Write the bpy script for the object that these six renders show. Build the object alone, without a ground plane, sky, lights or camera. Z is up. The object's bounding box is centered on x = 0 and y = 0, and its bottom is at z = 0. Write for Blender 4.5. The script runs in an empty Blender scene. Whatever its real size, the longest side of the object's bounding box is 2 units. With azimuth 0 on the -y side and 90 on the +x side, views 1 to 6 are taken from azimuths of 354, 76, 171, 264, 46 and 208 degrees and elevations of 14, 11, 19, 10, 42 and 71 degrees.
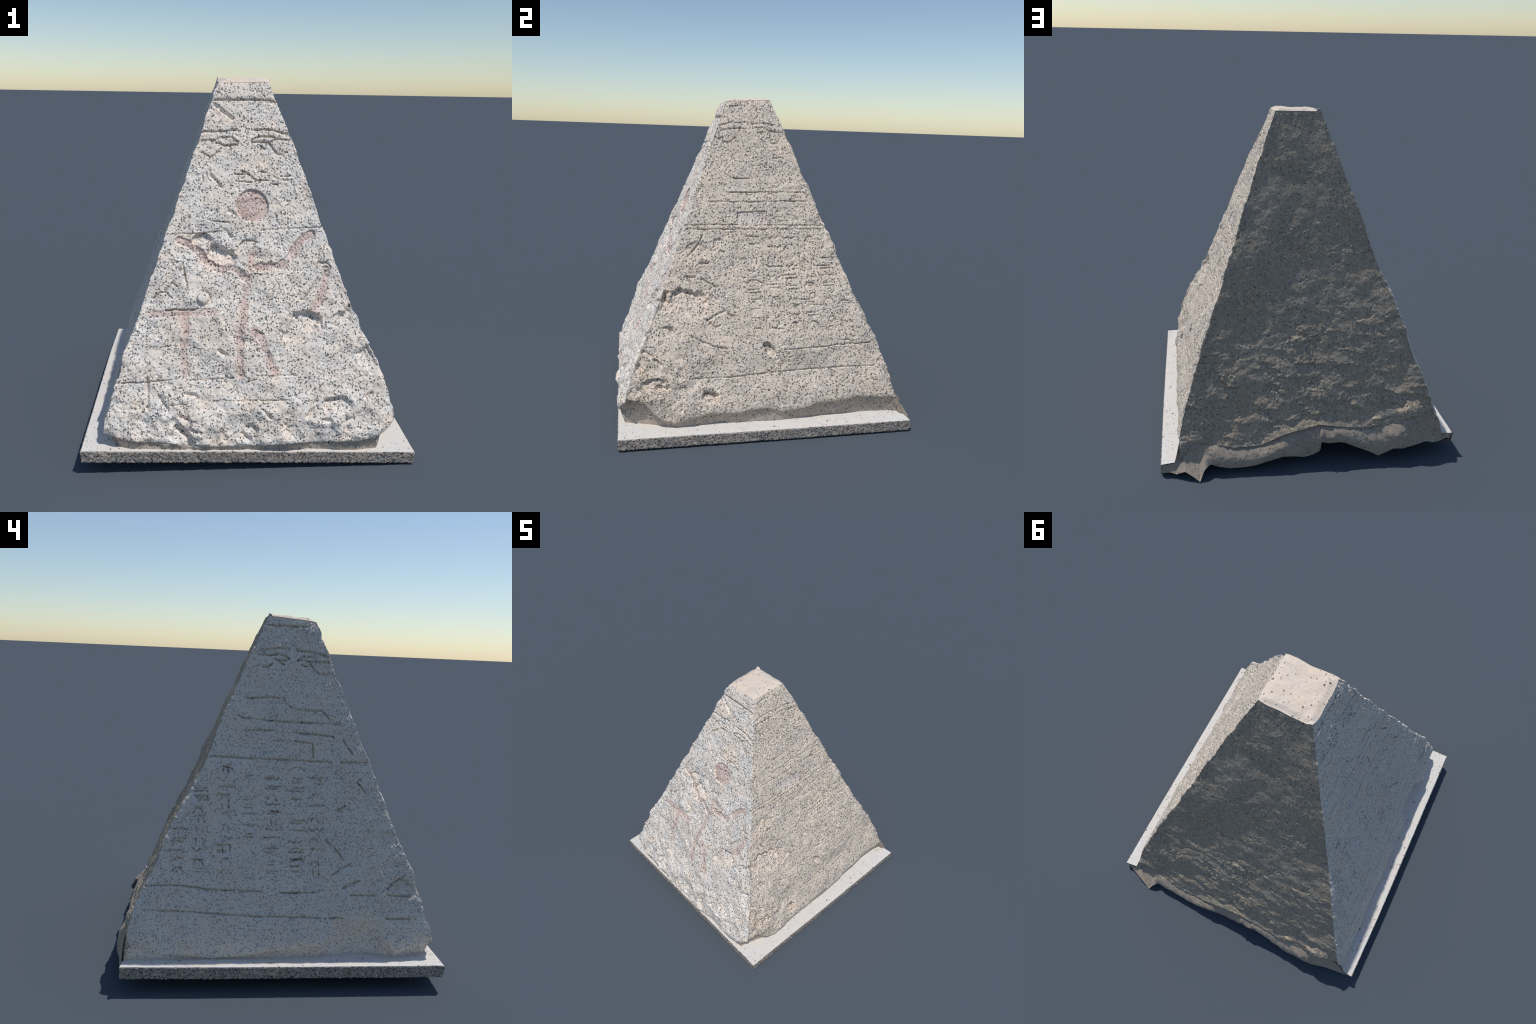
# A worn granite pyramidion (small capstone pyramid with sunk-relief carving on three
# faces, a rough split back) standing on a thin, slightly tilted slab.
import bpy, math
import numpy as np

RNG = np.random.RandomState(7)

# ------------------------------------------------------------------ noise helpers
_T3 = np.random.RandomState(11).rand(48, 48, 48)


def vnoise(p, scale, off=0.0):
    """smooth value noise in -1..1 at points p (N,3); scale = feature size in metres"""
    q = np.asarray(p) / scale + off + 100.0
    i = np.floor(q).astype(int)
    f = q - i
    f = f * f * (3 - 2 * f)
    i0 = i % 48
    i1 = (i + 1) % 48
    x0, y0, z0 = i0.T
    x1, y1, z1 = i1.T
    fx, fy, fz = f.T
    a = _T3[x0, y0, z0] * (1 - fx) + _T3[x1, y0, z0] * fx
    b = _T3[x0, y1, z0] * (1 - fx) + _T3[x1, y1, z0] * fx
    c = _T3[x0, y0, z1] * (1 - fx) + _T3[x1, y0, z1] * fx
    d = _T3[x0, y1, z1] * (1 - fx) + _T3[x1, y1, z1] * fx
    v = (a * (1 - fy) + b * fy) * (1 - fz) + (c * (1 - fy) + d * fy) * fz
    return v * 2 - 1


def fbm(p, scale, octaves=3, off=0.0, gain=0.5):
    v = 0
    a = 1.0
    for k in range(octaves):
        v = v + a * vnoise(p, scale, off + 7.3 * k)
        a *= gain
        scale *= 0.5
    return v


def chip_lattice(seed, pits, bumps, n=512):
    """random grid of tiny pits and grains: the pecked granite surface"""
    r = np.random.RandomState(seed)
    u = r.rand(n, n)
    a = 0.35 + 0.65 * r.rand(n, n)
    g = r.randn(n, n) * 0.10
    return np.where(u < pits, -a, np.where(u > 1 - bumps, a, g))


def sample_lattice(tab, u, v, cell):
    n = tab.shape[0]
    a = u / cell + 4000.0
    b = v / cell + 4000.0
    i = np.floor(a).astype(int)
    j = np.floor(b).astype(int)
    fa = a - i
    fb = b - j
    i0, i1, j0, j1 = i % n, (i + 1) % n, j % n, (j + 1) % n
    return ((tab[i0, j0] * (1 - fa) + tab[i1, j0] * fa) * (1 - fb)
            + (tab[i0, j1] * (1 - fa) + tab[i1, j1] * fa) * fb)


def smooth(x):
    x = np.clip(x, 0, 1)
    return x * x * (3 - 2 * x)


def ctrl(x, pts):
    pts = sorted(pts)
    return np.interp(x, [p[0] for p in pts], [p[1] for p in pts])


def stroke_dist(u, v, line):
    """distance from points (u,v) to a polyline"""
    d = np.full(u.shape, 9.0)
    for (ax, ay), (bx, by) in zip(line[:-1], line[1:]):
        dx, dy = bx - ax, by - ay
        L = dx * dx + dy * dy + 1e-12
        t = np.clip(((u - ax) * dx + (v - ay) * dy) / L, 0, 1)
        d = np.minimum(d, np.hypot(u - ax - t * dx, v - ay - t * dy))
    return d


# ------------------------------------------------------------------ pyramid frame
# the four worn arrises: (z, x, y) control points
ARRIS = {
    'FL': [(0.10, -0.815, -0.915), (0.25, -0.770, -0.872), (0.40, -0.716, -0.815), (0.55, -0.664, -0.763),
           (0.90, -0.538, -0.625), (1.20, -0.428, -0.505), (1.60, -0.286, -0.353), (1.90, -0.176, -0.240), (2.0, -0.140, -0.202)],
    'FR': [(0.10, 0.815, -0.940), (0.25, 0.772, -0.893), (0.40, 0.722, -0.836), (0.55, 0.668, -0.776),
           (0.85, 0.534, -0.648), (1.20, 0.404, -0.514), (1.60, 0.270, -0.368), (1.90, 0.156, -0.252), (2.0, 0.119, -0.216)],
    'BR': [(0.10, 0.822, 0.826), (0.25, 0.776, 0.772), (0.40, 0.726, 0.714), (0.55, 0.670, 0.652),
           (0.83, 0.562, 0.516), (1.05, 0.482, 0.438), (1.35, 0.376, 0.314), (1.75, 0.232, 0.156), (1.90, 0.174, 0.099), (2.0, 0.138, 0.058)],
    'BL': [(0.10, -0.818, 0.872), (0.25, -0.770, 0.836), (0.40, -0.716, 0.783), (0.55, -0.662, 0.712),
           (0.85, -0.554, 0.580), (1.10, -0.462, 0.448), (1.40, -0.356, 0.326), (1.75, -0.234, 0.178), (1.90, -0.180, 0.107), (2.0, -0.144, 0.062)],
}
SIDES = [('FL', 'FR'), ('FR', 'BR'), ('BR', 'BL'), ('BL', 'FL')]   # front, right, back, left
NORMAL = [np.array(n) / np.linalg.norm(n) for n in
          [(-0.012, -0.935, 0.356), (0.938, -0.007, 0.346), (0.043, 0.918, 0.393), (-0.942, -0.002, 0.334)]]
LAT = [0, 1, 0, 1]                                                  # which coordinate runs along the side

LIP = [   # height of the broken lower lip along each side
    [(-.79, .235), (-.727, .219), (-.663, .194), (-.55, .182), (-.42, .173), (-.29, .155), (-.1, .146), (.1, .15),
     (.3, .158), (.54, .157), (.64, .172), (.70, .205), (.775, .262)],
    [(-.90, .262), (-.86, .270), (-.775, .245), (-.713, .19), (-.658, .153), (-.586, .127), (-.456, .156), (-.374, .169),
     (-.2, .16), (-.17, .172), (-.04, .18), (.045, .154), (.184, .167), (.258, .189), (.43, .196), (.53, .214), (.79, .195)],
    [(.79, .195), (.62, .172), (.45, .14), (.3, .145), (.17, .2), (-.04, .245), (-.29, .211), (-.52, .229), (-.62, .262),
     (-.73, .27), (-.79, .23)],
    [(.87, .23), (.761, .205), (.7, .18), (.497, .169), (.374, .157), (.21, .164), (0, .194), (-.195, .214), (-.25, .216),
     (-.268, .25), (-.328, .286), (-.539, .282), (-.603, .227), (-.645, .185), (-.732, .196), (-.834, .222), (-.88, .235)],
]
CONTACT = [   # where the undercut foot meets the slab (lateral coordinate -> depth coordinate)
    [(-.79, -.78), (-.728, -.80), (-.644, -.873), (-.43, -.887), (-.26, -.889), (.3, -.880), (.4, -.886), (.55, -.893), (.66, -.875), (.76, -.85)],
    [(-.9, .655), (-.73, .71), (-.57, .767), (-.45, .757), (-.34, .745), (-.2, .757), (.03, .770), (.28, .742), (.53, .735), (.8, .726)],
    [(-.8, .74), (.8, .74)],
    [(.87, -.776), (.5, -.77), (-.04, -.757), (-.23, -.74), (-.41, -.702), (-.54, -.713), (-.65, -.753), (-.80, -.715), (-.88, -.70)],
]
CONTACT_CORNER = {'FL': (-.700, -.845), 'FR': (.665, -.875), 'BR': (.772, .835), 'BL': (-.792, .832)}
TOPZ = {'FL': 1.962, 'FR': 1.971, 'BR': 1.989, 'BL': 1.986}


def slab_top(x, y):
    return 0.1075 - 0.0375 * x


# ------------------------------------------------------------------ carving: strokes in (lateral, z) metres
# (half width, depth, [polylines])
FRONT_LINES = [
    (.007, .009, [[(-.172, 1.872), (-.013, 1.873), (.128, 1.875), (.173, 1.865)]]),
    # pair of eyes below the summit
    (.0072, .0095, [[(-.248, 1.702), (-.155, 1.705), (-.051, 1.716)],
                  [(-.245, 1.656), (-.18, 1.656), (-.142, 1.672), (-.086, 1.675), (-.048, 1.651)],
                  [(-.17, 1.646), (-.121, 1.633), (-.052, 1.639)], [(-.094, 1.63), (-.084, 1.611)],
                  [(-.249, 1.593), (-.198, 1.567), (-.167, 1.59), (-.142, 1.617)],
                  [(.026, 1.708), (.054, 1.715), (.131, 1.716), (.194, 1.697), (.236, 1.697)],
                  [(.025, 1.658), (.064, 1.679), (.148, 1.679), (.158, 1.666), (.242, 1.662)],
                  [(.025, 1.651), (.122, 1.649), (.151, 1.663)], [(.073, 1.629), (.097, 1.615)],
                  [(.122, 1.642), (.149, 1.609), (.166, 1.586), (.191, 1.583), (.216, 1.6)]]),
    # small signs above the disc
    (.006, .007, [[(-.034, 1.501), (.009, 1.482), (.048, 1.452), (.112, 1.452)], [(-.066, 1.482), (.009, 1.482)],
                  [(-.067, 1.444), (.024, 1.442)], [(.073, 1.497), (.105, 1.494)], [(.181, 1.473), (.237, 1.472)],
                  [(.192, 1.453), (.22, 1.451)], [(.132, 1.433), (.176, 1.433)]]),
    # register lines
    (.005, .005, [[(-.211, 1.245), (-.106, 1.236)], [(-.406, 1.177), (-.27, 1.182), (-.13, 1.193)],
                  [(.067, 1.197), (.186, 1.2), (.302, 1.208), (.398, 1.211)],
                  [(-.664, .46), (-.57, .458), (-.42, .468)], [(-.322, .464), (-.09, .471)], [(.022, .48), (.24, .478)],
                  [(-.427, .347), (-.342, .348)], [(-.198, .363), (-.045, .363), (.2, .36)], [(.289, .351), (.338, .359)]]),
    # wig and profile of the adoring figure, offerings, kneeling figure
    (.007, .008, [[(-.069, 1.09), (-.057, 1.112), (-.025, 1.145), (.022, 1.145), (.046, 1.134)],
                  [(.015, .699), (.07, .681)], [(-.44, .804), (-.357, .805), (-.276, .806)],
                  [(-.509, .86), (-.473, .89), (-.44, .89), (-.411, .866)], [(-.436, .9), (-.411, .938), (-.381, .917)],
                  [(-.37, 1.004), (-.355, 1.028), (-.341, .996), (-.327, .899)],
                  [(.357, 1.017), (.371, 1.034), (.42, 1.029), (.442, 1.008)],
                  [(.368, .954), (.331, .9), (.289, .847), (.271, .843)], [(.387, .83), (.41, .846)],
                  [(.539, .82), (.51, .779), (.45, .726), (.437, .722)]]),
    # weathered gouges
    (.014, .012, [[(-.538, .476), (-.538, .415), (-.538, .334)], [(-.473, .387), (-.437, .326)], [(-.372, .294), (-.323, .269)],
                  [(-.323, .23), (-.271, .208)], [(-.342, .396), (-.296, .395), (-.283, .38)], [(.39, .355), (.46, .361)],
                  [(.603, .365), (.637, .387)], [(.363, .26), (.407, .259)], [(.051, .314), (.098, .277)], [(-.043, .204), (-.012, .171)],
                  [(.501, .26), (.534, .267)], [(.291, .28), (.34, .323)], [(-.162, .606), (-.126, .584)],
                  [(-.197, 1.473), (-.166, 1.436), (-.146, 1.417)], [(-.13, 1.197), (-.091, 1.167)], [(-.101, 1.29), (-.066, 1.271)],
                  [(-.17, 1.845), (-.11, 1.80), (-.075, 1.775)]]),
    (.026, .022, [[(-.405, .265), (-.346, .21), (-.314, .165)]]),
]
FRONT_SUNK = [   # broad sunk limbs, flat floor, sharp upper edge
    (.020, .014, [[(.039, 1.008), (.106, 1.01), (.165, 1.015), (.214, 1.048), (.247, 1.1), (.288, 1.148), (.341, 1.178)],
                  [(-.368, 1.146), (-.302, 1.116), (-.252, 1.072), (-.225, 1.035), (-.179, 1.006), (-.141, .995)]]),
    (.018, .006, [[(.013, 1.064), (.008, .997)], [(-.101, 1.009), (-.059, .991), (-.02, .954)],
                  [(-.052, .683), (-.061, .608), (-.058, .54), (-.052, .486)],
                  [(.019, .696), (.059, .661), (.083, .592), (.104, .537), (.129, .5)],
                  [(-.34, .779), (-.339, .695), (-.355, .609), (-.345, .542), (-.342, .487)],
                  [(-.509, .786), (-.357, .788), (-.192, .793)], [(.419, .996), (.392, .871), (.336, .797)]]),
    (.032, .007, [[(.029, 1.082), (.026, 1.075)]]),
]
FRONT_CHIPS = [  # (u, z, half width, half height, depth, lean) flakes broken out, deepest under their upper edge
    (-.142, 1.070, .082, .060, .034, -.35), (-.246, 1.145, .048, .042, .028, 0), (.275, .715, .115, .095, .040, .35),
    (.618, .560, .060, .080, .034, 0), (.46, .33, .09, .05, .022, .2), (-.02, .205, .06, .045, .018, 0),
    (-.36, .20, .06, .05, .020, -.3), (.50, .745, .06, .045, .014, .3), (-.50, 1.66, .05, .05, .0, 0),
]
SUN_DISC = (.022, 1.320, .088)
LOAF = (-.246, .860, .036)

RIGHT_LINES = [
    (.006, .006, [[(-.284, 1.819), (-.203, 1.837), (-.113, 1.84)], [(-.063, 1.833), (.024, 1.84), (.07, 1.831)],
                  [(-.245, 1.794), (-.137, 1.807), (-.101, 1.795)], [(-.055, 1.809), (0, 1.811), (.045, 1.791), (.109, 1.784)],
                  [(-.034, 1.78), (.021, 1.781)], [(-.304, 1.75), (-.282, 1.737), (-.255, 1.751), (-.248, 1.721), (-.212, 1.718), (-.175, 1.749)],
                  [(.048, 1.765), (.055, 1.721), (.087, 1.713), (.106, 1.74)], [(-.199, 1.942), (-.122, 1.943)]]),
    (.005, .006, [[(-.221, 1.496), (-.097, 1.498)], [(-.247, 1.412), (-.038, 1.417), (.217, 1.415)],
                  [(-.36, 1.355), (-.179, 1.352), (.058, 1.361), (.259, 1.363)],
                  [(-.498, 1.192), (-.196, 1.192), (.35, 1.194)], [(-.512, 1.216), (-.215, 1.218), (.351, 1.216)],
                  [(-.18, 1.216), (-.177, 1.292), (.003, 1.3), (.009, 1.216)],
                  [(.075, .496), (.263, .501), (.39, .508), (.626, .517)], [(.424, .535), (.488, .537)], [(.149, .783), (.23, .773), (.304, .792)],
                  [(-.491, .357), (-.283, .358), (-.085, .367), (.012, .373), (.381, .384), (.643, .38)]]),
    (.008, .010, [[(-.401, 1.159), (-.423, 1.113), (-.478, 1.048), (-.493, 1.039)], [(-.521, .902), (-.516, .92), (-.453, .919)],
                  [(-.415, .905), (-.376, .886), (-.329, .857)], [(-.421, .997), (-.368, .996)], [(-.33, 1.093), (-.328, 1.131), (-.289, 1.131)],
                  [(-.126, .946), (-.086, .941)], [(-.301, 1.061), (-.271, 1.058)],
                  [(-.388, .674), (-.337, .704), (-.282, .724), (-.256, .705), (-.206, .689)], [(-.395, .677), (-.347, .637), (-.312, .643)],
                  [(-.489, .589), (-.411, .552), (-.355, .531), (-.275, .515)], [(-.644, .646), (-.615, .638), (-.589, .617)]]),
    (.014, .014, [[(-.771, .52), (-.725, .494)], [(-.707, .472), (-.667, .443)], [(-.694, .322), (-.63, .315)],
                  [(-.799, .447), (-.779, .423)], [(-.411, .285), (-.346, .258), (-.339, .22)]]),
]
RIGHT_CHIPS = [(-.52, .775, .15, .095, .032, 0), (-.010, .490, .038, .060, .034, -.5), (-.63, .60, .055, .045, .014, 0),
               (-.38, .25, .06, .045, .024, -.2), (-.72, .33, .07, .05, .02, 0), (-.45, 1.06, .07, .07, .014, .5)]
CARTOUCHE = (-.180, .007, 1.220, 1.295)

LEFT_LINES = [
    (.0074, .0105, [[(.067, 1.93), (-.042, 1.933), (-.11, 1.93), (-.164, 1.931)],
                  [(.122, 1.787), (.063, 1.792), (.006, 1.803), (-.054, 1.799)], [(.126, 1.762), (.062, 1.759), (.014, 1.767), (-.035, 1.758), (-.054, 1.744)],
                  [(.032, 1.74), (.006, 1.73), (-.035, 1.736)], [(-.002, 1.716), (-.024, 1.71)], [(.099, 1.69), (.069, 1.695), (.047, 1.711)],
                  [(.136, 1.696), (.114, 1.697)],
                  [(-.099, 1.793), (-.144, 1.792), (-.201, 1.787), (-.292, 1.759)], [(-.103, 1.735), (-.129, 1.754), (-.178, 1.76), (-.216, 1.754)],
                  [(-.107, 1.737), (-.163, 1.732), (-.292, 1.733)], [(-.129, 1.71), (-.159, 1.701)],
                  [(-.175, 1.723), (-.197, 1.695), (-.231, 1.663), (-.261, 1.657), (-.295, 1.67)]]),
    (.0068, .0095, [[(.193, 1.513), (.074, 1.519), (-.024, 1.521), (-.037, 1.491), (-.073, 1.463), (-.127, 1.454), (-.243, 1.457), (-.27, 1.435), (-.297, 1.401)],
                  [(.055, 1.411), (.016, 1.421)], [(.24, 1.418), (.222, 1.406)],
                  [(.218, 1.404), (.156, 1.398), (.042, 1.391), (-.109, 1.387), (-.288, 1.384), (-.355, 1.384)], [(.195, 1.333), (.028, 1.34)],
                  [(-.096, 1.329), (-.247, 1.323), (-.314, 1.313)], [(.037, 1.281), (-.02, 1.281)],
                  [(-.091, 1.283), (-.18, 1.275), (-.193, 1.275), (-.197, 1.2)], [(-.372, 1.293), (-.421, 1.223)],
                  [(.387, 1.189), (.158, 1.182), (-.03, 1.181), (-.299, 1.173)], [(-.353, 1.175), (-.505, 1.174)],
                  [(.753, .511), (.548, .513), (.382, .495), (.097, .483)], [(-.005, .48), (-.218, .479)], [(-.399, .468), (-.547, .469)],
                  [(-.608, .471), (-.736, .466)], [(.732, .39), (.483, .381), (.13, .359), (-.039, .356), (-.23, .353)],
                  [(-.277, .355), (-.354, .351)], [(-.597, .35), (-.737, .35)]]),
    (.0074, .009, [[(-.059, .689), (-.139, .685)], [(-.064, .652), (-.134, .653)], [(-.064, .617), (-.119, .618)], [(-.079, .588), (-.109, .588)],
                  [(-.201, 1.051), (-.253, 1.052)], [(-.201, 1.075), (-.232, 1.075)], [(.47, .975), (.406, .976)], [(.471, .999), (.406, 1.0)],
                  [(.464, .914), (.418, .911)], [(.346, .988), (.286, .985)], [(.052, .9), (-.009, .899)], [(.077, 1.078), (.025, 1.079)],
                  [(.35, .722), (.277, .723)], [(.344, .69), (.299, .691)], [(.488, .644), (.425, .645)], [(.303, 1.137), (.265, 1.12)],
                  [(.444, .871), (.413, .872)],
                  [(-.45, 1.066), (-.506, .999)], [(-.261, .757), (-.316, .711), (-.367, .651)], [(-.305, .576), (-.356, .609), (-.402, .632)],
                  [(-.355, .507), (-.447, .545)], [(-.609, .499), (-.641, .537), (-.714, .575)], [(-.334, .914), (-.381, .939)]]),
]
LEFT_CHIPS = [(-.70, .50, .07, .05, .026, .3), (-.62, .76, .06, .05, .016, 0), (-.20, 1.86, .05, .04, .008, 0)]


def glyph_columns(seed, columns, z0, z1, skip=None):
    """worn rows of small incised signs in vertical columns: bars, hooks, strokes, zigzags"""
    r = np.random.RandomState(seed)
    out = []
    for cx in columns:
        z = z1
        while z > z0:
            h = r.uniform(.022, .042)
            w = r.uniform(.025, .048)
            kind = r.randint(0, 6)
            c = cx + r.uniform(-.008, .008)
            if r.rand() < .85 and not (skip and skip(c, z)):
                if kind == 0:
                    out.append([(c - w, z), (c + w, z + r.uniform(-.004, .004))])
                elif kind == 1:
                    out += [[(c - w, z), (c + w * .6, z)], [(c - w * .6, z - h * .5), (c + w, z - h * .5)]]
                elif kind == 2:
                    out.append([(c - w, z - h * .6), (c - w * .5, z), (c + w * .3, z), (c + w, z - h * .5)])
                elif kind == 3:
                    out += [[(c - w * .5, z), (c - w * .5, z - h)], [(c + w * .5, z), (c + w * .4, z - h)]]
                elif kind == 4:
                    out.append([(c - w, z), (c - w * .4, z - h * .4), (c, z), (c + w * .5, z - h * .4), (c + w, z)])
                else:
                    out.append([(c - w * .4, z - h), (c - w * .2, z - h * .2), (c + w * .5, z - h * .1), (c + w * .7, z - h * .8)])
            z -= h + r.uniform(.012, .03)
    return out


RIGHT_LINES.append((.0055, .006, glyph_columns(3, [-.085, .03, .14, .26], .60, 1.15)
                    + glyph_columns(5, [.37], .60, 1.02) + glyph_columns(8, [.47], .60, .88)))
RIGHT_LINES.append((.004, .003, [[(-.03, 1.17), (-.03, .58)], [(.085, 1.17), (.085, .58)], [(.20, 1.17), (.20, .58)]]))
LEFT_LINES.append((.0058, .0065, glyph_columns(21, [-.21, -.1, .04, .17, .30], .55, 1.14) + glyph_columns(22, [.44], .55, 1.02)
                   + glyph_columns(23, [.56], .55, .80)))


def chips(u, z, items, d):
    for cx, cz, rx, rz, dep, lean in items:
        if dep <= 0:
            continue
        p = (u - cx - lean * (z - cz)) / rx
        q = (z - cz) / rz
        P3 = np.stack([u, z, np.full_like(u, cx * 3)], 1)
        near = np.hypot(p, q) < 1.6
        wob = np.zeros_like(u)
        wob[near] = .34 * vnoise(P3[near], .05) + .20 * vnoise(P3[near], .022)
        r = np.hypot(p, q) + wob
        f = smooth((1 - r) / .28) * (.10 + .90 * smooth((q + 1) / 1.7))
        fl = np.zeros_like(u)
        fl[near] = .30 * vnoise(P3[near], .03, 5.0) + .15 * vnoise(P3[near], .013, 2.0)
        d -= dep * f * (1 + fl)
    return d


def lines(u, z, groups, d, wobble, cut):
    for hw, dep, polys in groups:
        for pl in polys:
            xs = [p[0] for p in pl]
            zs = [p[1] for p in pl]
            m = (u > min(xs) - .05) & (u < max(xs) + .05) & (z > min(zs) - .05) & (z < max(zs) + .05)
            if not m.any():
                continue
            ds = stroke_dist(u[m] + wobble[m] * .004, z[m] + wobble[m] * .003, pl)
            prof = np.clip(1.15 - ds / (.85 * hw), 0, 1)
            if hw < .0075:
                cut[m] = np.maximum(cut[m], prof * (1.0 + .4 * wobble[m]))
            d[m] -= 1.35 * dep * prof * np.clip(.92 + .5 * wobble[m], .6, 1.4)
    return d


LATT = [chip_lattice(101, .14, .07), chip_lattice(102, .13, .07), chip_lattice(103, .07, .05), chip_lattice(104, .13, .07)]


def face_relief(side, u, z, P):
    """outward displacement of one face at lateral u, height z, nominal position P"""
    n = len(u)
    d = .006 * fbm(P, .22, 3, side * 3.1) + .0022 * fbm(P, .05, 2, side * 5.7)
    wob = vnoise(P, .03, 2.0)
    cut = np.zeros(n)
    fine = vnoise(P, .014, 6.0)
    density = smooth(.5 + 1.1 * vnoise(P, .10, 9.0) + .5 * vnoise(P, .035, 4.0))
    micro = sample_lattice(LATT[side], u, z * 1.065, .0068)
    if side == 0:
        low = smooth((.47 - z) / .20)
        d += low * (.016 * fbm(P, .085, 3, 1.0) + .004)
        d -= .020 * smooth(1 - np.hypot((u + .28) / .36, (z - .48) / .26))
        d += .007 * smooth((z - 1.868) / .035)
        d += .009 * fbm(P, .11, 3, 12.0) * smooth((1.25 - z) / .2) + .0035 * fbm(P, .05, 2, 15.0)
        d = lines(u, z, FRONT_LINES, d, wob, cut)
        for hw, dep, polys in FRONT_SUNK:
            for pl in polys:
                ds = stroke_dist(u, z, pl) + .005 * wob + .0035 * fine
                d -= dep * smooth((hw + .004 - ds) / .009) * (.8 + .35 * wob)
        d = chips(u, z, FRONT_CHIPS, d)
        cx, cz, r = SUN_DISC
        rr = np.hypot(u - cx, (z - cz) * 1.065)
        d -= .013 * smooth((r + .004 - rr) / .008) * (1 - .25 * smooth(1 - rr / r))
        cx, cz, r = LOAF
        rr = np.hypot(u - cx, (z - cz) * 1.065)
        d -= .012 * smooth(1 - np.abs(rr - r) / .012)
        d += .021 * np.sqrt(np.clip(1 - (rr / r) ** 2, 0, 1))
    elif side == 1:
        low = smooth((.62 - z) / .25) * smooth((-.30 - u) / .25)
        d += low * (.015 * fbm(P, .09, 3, 1.0))
        d -= .014 * smooth(1 - np.hypot((u + .38) / .26, (z - .34) / .16))
        d += .004 * fbm(P, .09, 2, 12.0) + .015 * smooth((u - .06) / .45) * smooth((z - .40) / .2) * smooth((1.10 - z) / .5)
        d += .019 * smooth(1.2 * (1 - np.hypot((u - .20) / .32, (z - .72) / .36)))
        d -= .017 * smooth(1 - np.hypot((u - .10) / .38, (z - .37) / .14))
        d += .012 * smooth(1 - np.hypot((u - .68) / .16, (z - .32) / .16))
        d += .010 * smooth((u - (.75 - .50 * z)) / .10) * smooth((1.7 - z) / .4) * smooth((z - .45) / .2)
        d = lines(u, z, RIGHT_LINES, d, wob, cut)
        d = chips(u, z, RIGHT_CHIPS, d)
        a, b, c, e = CARTOUCHE
        inside = np.minimum(np.minimum(u - a, b - u), np.minimum(z - c, e - z))
        d -= .005 * smooth(inside / .006)
    elif side == 3:
        low = smooth((.42 - z) / .2)
        d -= .021 * smooth(1.25 * (1 - np.hypot((u + .10) / .50, (z - .78) / .68)))
        d += low * (.008 * fbm(P, .1, 3, 1.0))
        d += .014 * smooth((u - (.86 - .40 * z) + .14) / .14) * smooth((1.2 - z) / .3)
        d = lines(u, z, LEFT_LINES, d, wob, cut)
        d = chips(u, z, LEFT_CHIPS, d)
        arch = smooth((.155 - np.abs(u + .435)) / .05) * smooth((.40 - z) / .14)
        d -= .044 * arch
        d -= .016 * smooth((-.66 - u) / .12) * smooth((.34 - z) / .14)
    else:
        # split back: diagonal spalls with small ledges that look upward
        q = P.copy()
        q[:, 0] = P[:, 0] * .55 + P[:, 2] * .18
        rough = smooth((1.60 - z) / .5) * (.40 + .60 * smooth((.95 - z) / .5))
        a = fbm(q, .085, 4, 4.0, .6)
        saw = (z * 1.0 - .35 * u * .6 + .055 * a + .03 * fbm(P, .2, 2, 8.0)) / .105
        saw = saw - np.floor(saw)
        ledge = np.where(saw < .82, saw / .82, (1 - saw) / .18)
        amp = smooth(.35 + 1.2 * vnoise(P, .12, 6.0))
        d += rough * (.0075 * a - .0125 * (ledge - .5) * amp + .0030 * fbm(P, .022, 2, 5.0) * amp)
        d -= .007 * rough
        d += .007 * smooth((u - (.72 - .45 * z) + .02) / .12) * smooth((1.55 - z) / .4)
        d -= .018 * smooth(1 - np.hypot((u - .36) / .16, (z - .82) / .17))
        # flake near the left foot
        d = chips(u, z, [(-.60, .36, .12, .10, .0, 0)], d)
        d += .03 * smooth(1 - np.hypot((u + .60) / .16, (z - .30) / .09))
        micro = micro * (.5 + 1.0 * amp * rough)
    return d, micro * (.0062 * (.25 + .75 * density)), cut


# ------------------------------------------------------------------ body grid
NC, NR, NU = 420, 510, 22            # columns per side, rows on the faces, rows in the undercut


def arris(name, z):
    pts = ARRIS[name]
    zz = [p[0] for p in pts]
    return np.interp(z, zz, [p[1] for p in pts]), np.interp(z, zz, [p[2] for p in pts])


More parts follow.
